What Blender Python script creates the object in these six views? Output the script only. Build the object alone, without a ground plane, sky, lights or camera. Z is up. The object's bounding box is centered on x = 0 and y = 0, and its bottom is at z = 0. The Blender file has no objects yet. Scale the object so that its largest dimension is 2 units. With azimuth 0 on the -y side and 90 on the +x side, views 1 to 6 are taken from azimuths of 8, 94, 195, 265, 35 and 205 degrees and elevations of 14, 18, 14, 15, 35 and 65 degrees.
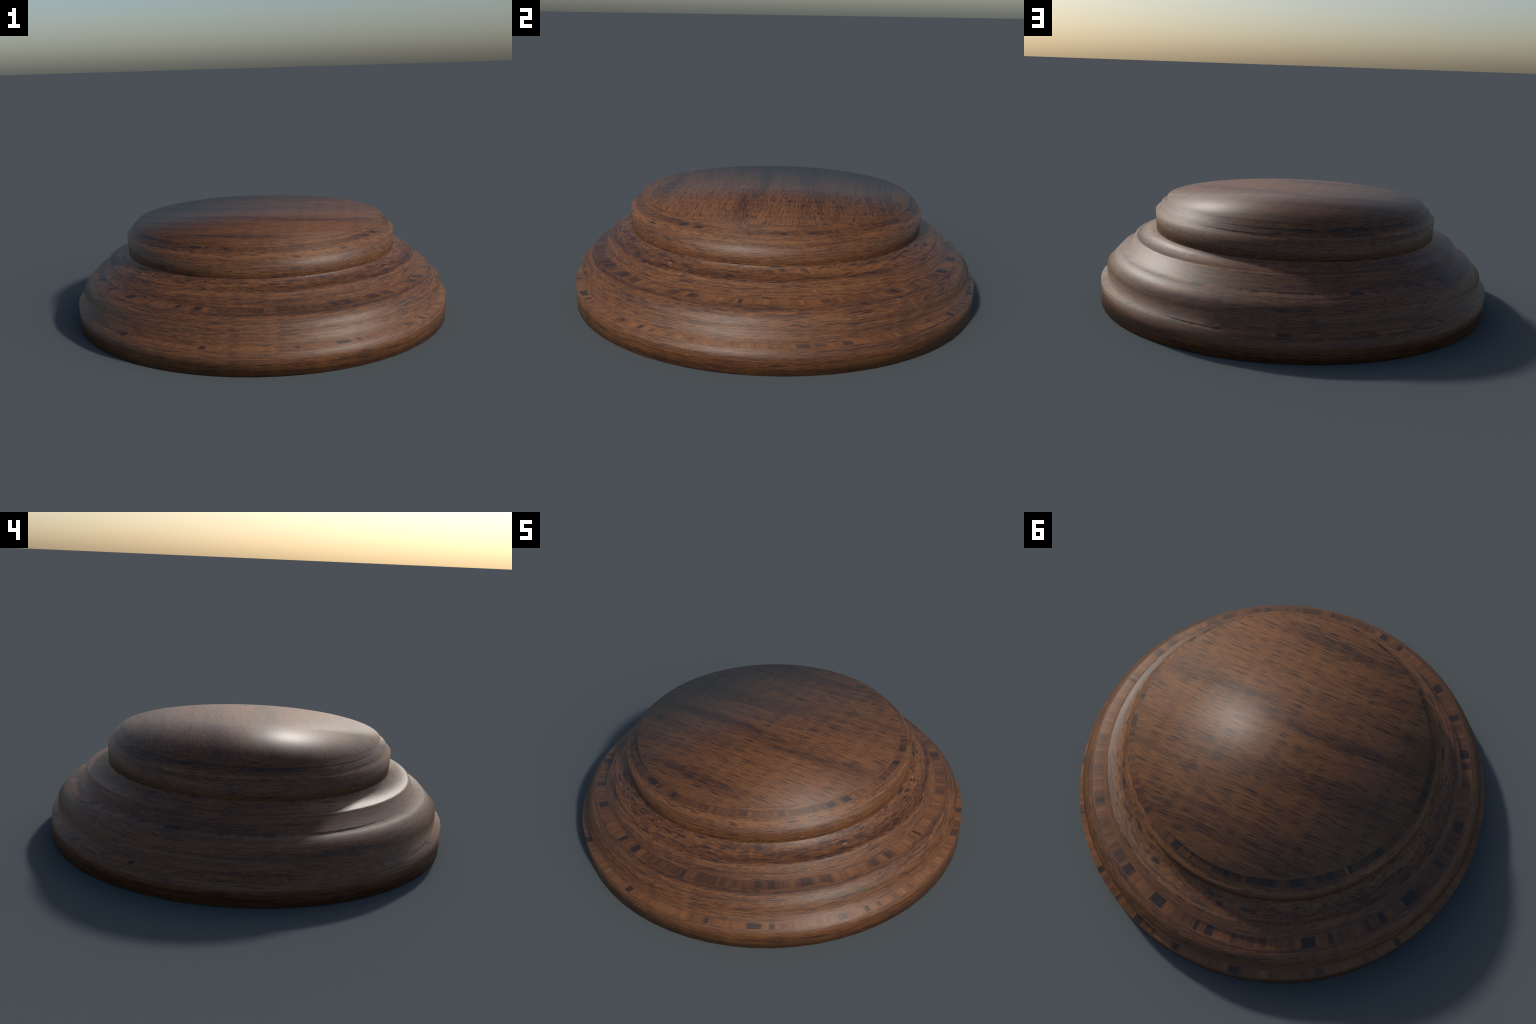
# A turned wooden display base: a stepped, lathe-turned profile with a smooth
# dark-stained wood finish.  Built as one surface of revolution, then split by
# region into named parts that share border vertices and the whole body's normals.
import bpy, math

SIDES = 64          # the turning is a 64-sided revolution, smooth shaded

# ---------------------------------------------------------------- profile
# The turning is three smooth bodies seated in one another.  Each body is a list
# of (part, rings); a ring is (radius, height, lean) where lean is the elevation of
# the surface normal in degrees (None = the mean of the two bands that meet there).
BODIES = [
    [("underside",      [(0.0, 0.0, -90), (1.0000, 0.0000, -45)]),
     ("foot_rim",       [(1.0000, 0.0000, -45), (1.0000, 0.1208, None), (0.9685, 0.1208, None)]),
     ("torus_moulding", [(0.9685, 0.1208, None), (0.9672, 0.1932, None),
                         (0.9002, 0.2656, None), (0.8566, 0.2656, None)]),
     ("bead_moulding",  [(0.8566, 0.2656, None), (0.8266, 0.3304, None), (0.8141, 0.3340, 80)]),
     ("neck",           [(0.8141, 0.3340, 80), (0.7804, 0.3527, 64), (0.7080, 0.3670, 31)])],
    [("collar",         [(0.7183, 0.3665, -10), (0.7220, 0.4621, 43), (0.6941, 0.4780, 43)]),
     ("cap_moulding",   [(0.6941, 0.4780, 43), (0.6941, 0.4960, None),
                         (0.6625, 0.4960, None), (0.6625, 0.5268, 43)]),
     ("top_face",       [(0.6625, 0.5268, 43), (0.2400, 0.5268, 70.5), (0.0, 0.5268, 90)])],
]


# ---------------------------------------------------------------- materials
class Tree:
    """Small helper for wiring node trees."""
    def __init__(self, mat):
        self.t = mat.node_tree
        self.n, self.l = self.t.nodes, self.t.links

    def node(self, kind, **kw):
        nd = self.n.new(kind)
        for k, v in kw.items():
            setattr(nd, k, v)
        return nd

    def put(self, socket, v):
        if isinstance(v, bpy.types.NodeSocket):
            self.l.new(v, socket)
        else:
            socket.default_value = v

    def math(self, op, a, b=0.0, c=0.0, clamp=False):
        nd = self.node("ShaderNodeMath", operation=op, use_clamp=clamp)
        for s, v in zip(nd.inputs, (a, b, c)):
            self.put(s, v)
        return nd.outputs[0]

    def vmath(self, op, a, b=(0, 0, 0)):
        nd = self.node("ShaderNodeVectorMath", operation=op)
        self.put(nd.inputs[0], a)
        self.put(nd.inputs[1], b)
        return nd.outputs[0]

    def noise(self, vec, scale=1.0, detail=2.0, rough=0.5, dist=0.0):
        nd = self.node("ShaderNodeTexNoise", noise_dimensions="3D")
        self.put(nd.inputs["Vector"], vec)
        nd.inputs["Scale"].default_value = scale
        nd.inputs["Detail"].default_value = detail
        nd.inputs["Roughness"].default_value = rough
        nd.inputs["Distortion"].default_value = dist
        return nd.outputs[0]

    def remap(self, v, a, b, c=0.0, d=1.0):
        nd = self.node("ShaderNodeMapRange")
        nd.clamp = True
        for s, x in zip(nd.inputs[:5], (v, a, b, c, d)):
            self.put(s, x)
        return nd.outputs[0]

    def mix(self, f, a, b, blend="MIX"):
        nd = self.node("ShaderNodeMix", data_type="RGBA", blend_type=blend)
        self.put(nd.inputs[0], f)
        self.put(nd.inputs[6], a)
        self.put(nd.inputs[7], b)
        return nd.outputs[2]


LIGHT = (0.198, 0.0825, 0.0285, 1)
MID = (0.123, 0.0480, 0.0170, 1)
DARK = (0.050, 0.019, 0.009, 1)
PORE = (0.012, 0.009, 0.010, 1)

# broad dark heart streaks on the top board:
# (y centre, half width, x centre, half length, strength)
STREAKS = [
    (-0.065, 0.035, -0.30, 0.38, 1.0),
    (-0.120, 0.030, 0.33, 0.36, 0.7),
    (0.150, 0.055, -0.25, 0.35, 0.6),
    (-0.565, 0.045, -0.15, 0.36, 0.8),
    (0.540, 0.040, 0.10, 0.42, 0.8),
    (-0.105, 0.035, 0.48, 0.22, 0.5),
    (0.330, 0.030, 0.30, 0.30, 0.25),
]
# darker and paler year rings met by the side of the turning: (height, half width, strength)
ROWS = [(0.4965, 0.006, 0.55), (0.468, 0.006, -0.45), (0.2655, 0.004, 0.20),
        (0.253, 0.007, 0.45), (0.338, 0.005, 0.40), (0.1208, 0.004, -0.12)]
PALE = [(-0.41, 0.07, 0.1, 0.5, 0.5), (0.02, 0.04, 0.1, 0.5, 0.4), (0.35, 0.06, 0.2, 0.5, 0.4)]


def wood(name, planar):
    """Dark stained wood.  Sides run the grain round the turning (angle, height);
    the top face lies on a straight board with the grain along x."""
    mat = bpy.data.materials.new(name)
    mat.use_nodes = True
    T = Tree(mat)
    bsdf = mat.node_tree.nodes["Principled BSDF"]
    obj = T.node("ShaderNodeTexCoord").outputs["Object"]
    sep = T.node("ShaderNodeSeparateXYZ")
    T.put(sep.inputs[0], obj)
    x, y, z = sep.outputs

    def ramp(parts):
        """sum of soft elongated patches, for the planar board"""
        total = None
        for yc, hw, xc, hl, k in parts:
            dy = T.math("DIVIDE", T.math("SUBTRACT", across, yc), hw)
            dx = T.math("DIVIDE", T.math("SUBTRACT", x, xc), hl)
            d2 = T.math("ADD", T.math("MULTIPLY", dy, dy), T.math("MULTIPLY", dx, dx))
            g = T.math("MULTIPLY", T.math("EXPONENT", T.math("MULTIPLY", d2, -1.0)), k)
            total = g if total is None else T.math("ADD", total, g)
        return total

    if planar:
        wob = T.noise(T.vmath("MULTIPLY", obj, (1.3, 2.6, 0)), 1, 2)
        across = T.math("ADD", y, T.math("MULTIPLY_ADD", wob, 0.09, -0.045))

        def coord(along, acr, off):
            nd = T.node("ShaderNodeCombineXYZ")
            T.put(nd.inputs[0], T.math("MULTIPLY", x, along))
            T.put(nd.inputs[1], T.math("MULTIPLY", across, acr))
            nd.inputs[2].default_value = off
            return nd.outputs[0]
        AL, AC = 1.0, 1.0
    else:
        unit = T.vmath("NORMALIZE", T.vmath("MULTIPLY", obj, (1, 1, 0)))
        wz = T.noise(T.vmath("MULTIPLY", unit, (3, 3, 3)), 1, 2)
        across = T.math("MULTIPLY_ADD", wz, 0.010, z)

        def coord(along, acr, off):
            a = T.vmath("MULTIPLY", unit, (along, along, 0))
            nd = T.node("ShaderNodeCombineXYZ")
            T.put(nd.inputs[2], T.math("MULTIPLY_ADD", across, acr, off))
            return T.vmath("ADD", a, nd.outputs[0])
        AL, AC = 0.55, 1.55

    def c(along, acr, off):
        return coord(along * AL, acr * AC, off)

    def pores(along, acr, off, keep, size):
        """short dark vessel dashes: stretched Voronoi cells, a share of them kept"""
        v = c(along, acr, off)
        ragged = T.node("ShaderNodeTexNoise", noise_dimensions="3D")
        T.put(ragged.inputs["Vector"], v)
        ragged.inputs["Scale"].default_value = 1.6
        ragged.inputs["Detail"].default_value = 3.0
        v = T.vmath("ADD", v, T.vmath("MULTIPLY", ragged.outputs["Color"], (0.35, 0.35, 0.35) if planar else (0.5, 0.5, 0.5)))
        nd = T.node("ShaderNodeTexVoronoi", voronoi_dimensions="2D" if planar else "3D", feature="F1")
        T.put(nd.inputs["Vector"], v)
        nd.inputs["Scale"].default_value = 1.0
        rgb = T.node("ShaderNodeSeparateColor")
        T.put(rgb.inputs[0], nd.outputs["Color"])
        share = T.math("ADD", keep, T.math("MULTIPLY", gloom, 0.25))
        on = T.math("LESS_THAN", rgb.outputs[0], share)
        rad = T.math("MULTIPLY_ADD", rgb.outputs[1], size * 0.5, size * 0.5)
        core = T.remap(T.math("SUBTRACT", nd.outputs["Distance"], rad), 0.02, -0.06)
        return T.math("MULTIPLY", T.math("MULTIPLY", on, core),
                      T.math("MULTIPLY_ADD", rgb.outputs[2], 0.60, 0.45))

    broad = T.noise(c(1.3, 12.0, 3.1), 1, 3, 0.55)
    gloom = T.remap(broad, 0.52, 0.34)
    if planar:
        gloom = T.math("ADD", T.math("MULTIPLY", gloom, 0.45), T.math("MULTIPLY", ramp(STREAKS), T.remap(
            T.noise(c(6.0, 55.0, 4.4), 1, 3, 0.6), 0.30, 0.62, 0.15, 1.15)))
        gloom = T.math("SUBTRACT", gloom, T.math("MULTIPLY", ramp(PALE), 0.5), clamp=True)
    else:
        gloom = T.math("MULTIPLY", gloom, 0.45)
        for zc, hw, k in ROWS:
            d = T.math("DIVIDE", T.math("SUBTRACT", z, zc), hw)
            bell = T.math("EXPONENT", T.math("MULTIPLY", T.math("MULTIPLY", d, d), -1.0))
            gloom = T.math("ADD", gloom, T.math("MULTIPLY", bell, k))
    streak = T.noise(c(5.0, 75.0, 7.7), 1, 3, 0.6)
    fibre = T.noise(c(24.0 if planar else 62.0, 280.0 if planar else 250.0, 1.3), 1, 3, 0.7)

    dash = T.noise(c(17.0, 170.0, 11.9), 1, 2, 0.6)
    # relative weights: broad streaks, fibres, soft dashes
    ws, wf, wd = (0.36, 0.62, 0.14) if planar else (0.55, 0.80, 0.35)
    tone = T.math("ADD", T.math("MULTIPLY", T.math("SUBTRACT", streak, 0.5), ws),
                  T.math("MULTIPLY", T.math("SUBTRACT", fibre, 0.5), wf))
    tone = T.math("ADD", tone, T.math("MULTIPLY", T.math("SUBTRACT", dash, 0.5), wd))
    tone = T.math("SUBTRACT", tone, T.math("MULTIPLY", gloom, 0.25))
    col = T.mix(T.remap(tone, -0.26, -0.02), DARK, MID)
    col = T.mix(T.remap(tone, -0.04, 0.20), col, LIGHT)
    p = T.math("MAXIMUM", pores(*((9.5, 170.0) if planar else (16.0, 190.0)), 5.0, PORE_KEEP[planar][0], PORE_SIZE[planar]),
               pores(*((13.5, 245.0) if planar else (26.0, 250.0)), 9.0, PORE_KEEP[planar][1], PORE_SIZE[planar]))
    col = T.mix(T.math("MINIMUM", p, 1.0 if planar else 0.85), col, PORE)
    # a few tiny pale flecks of filler
    fleck = T.noise(c(40.0, 110.0, 21.0), 1, 0, 0)
    col = T.mix(T.remap(fleck, 0.865, 0.89, 0, 0.6), col, (0.40, 0.22, 0.13, 1))
    T.put(bsdf.inputs["Base Color"], col)
    bsdf.inputs["Roughness"].default_value = 0.50
    bsdf.inputs["Specular IOR Level"].default_value = 0.45
    return mat


PORE_KEEP = {True: (0.27, 0.23), False: (0.52, 0.50)}
PORE_SIZE = {True: 0.42, False: 0.46}
side_wood = wood("turned_wood_grain", False)
top_wood = wood("flat_board_grain", True)

# ---------------------------------------------------------------- build
base = bpy.data.objects.new("turned_wooden_base", None)
base["label"] = "round stepped lathe-turned dark brown wooden display base"
base["category"] = "wooden base"
bpy.context.scene.collection.objects.link(base)


def slope(p, q):
    """elevation of the outward normal of the band p-q, in degrees"""
    return math.degrees(math.atan2(-(q[0] - p[0]), q[1] - p[1]))


def revolve(name, rings, leans, mat):
    verts, normals, rows = [], [], []
    for (r, z, _), lean in zip(rings, leans):
        e = math.radians(lean)
        row = []
        for k in range(SIDES if r > 0 else 1):
            a = 2 * math.pi * k / SIDES
            row.append(len(verts))
            verts.append((r * math.cos(a), r * math.sin(a), z))
            normals.append((math.cos(e) * math.cos(a), math.cos(e) * math.sin(a), math.sin(e)))
        rows.append(row)
    faces = []
    for lo, hi in zip(rows, rows[1:]):
        for k in range(SIDES):
            j = (k + 1) % SIDES
            if len(lo) == 1:
                faces.append((lo[0], hi[j], hi[k]))
            elif len(hi) == 1:
                faces.append((lo[k], lo[j], hi[0]))
            else:
                faces.append((lo[k], lo[j], hi[j], hi[k]))
    me = bpy.data.meshes.new(name)
    me.from_pydata(verts, [], faces)
    me.polygons.foreach_set("use_smooth", [True] * len(faces))
    me.update()
    me.normals_split_custom_set_from_vertices(normals)
    me.materials.append(mat)
    ob = bpy.data.objects.new(name, me)
    ob.parent = base
    bpy.context.scene.collection.objects.link(ob)
    return ob


for body in BODIES:
    line = []                      # whole profile of this body, without repeats
    for _, pts in body:
        line += [p for p in pts if not line or p[:2] != line[-1][:2]]
    lean_at = {}
    for i, p in enumerate(line):
        if p[2] is not None:
            lean_at[p[:2]] = p[2]
        else:
            lean_at[p[:2]] = 0.5 * (slope(line[i - 1], p) + slope(p, line[i + 1]))
    for part, pts in body:
        revolve(part, pts, [lean_at[p[:2]] for p in pts],
                top_wood if part == "top_face" else side_wood)
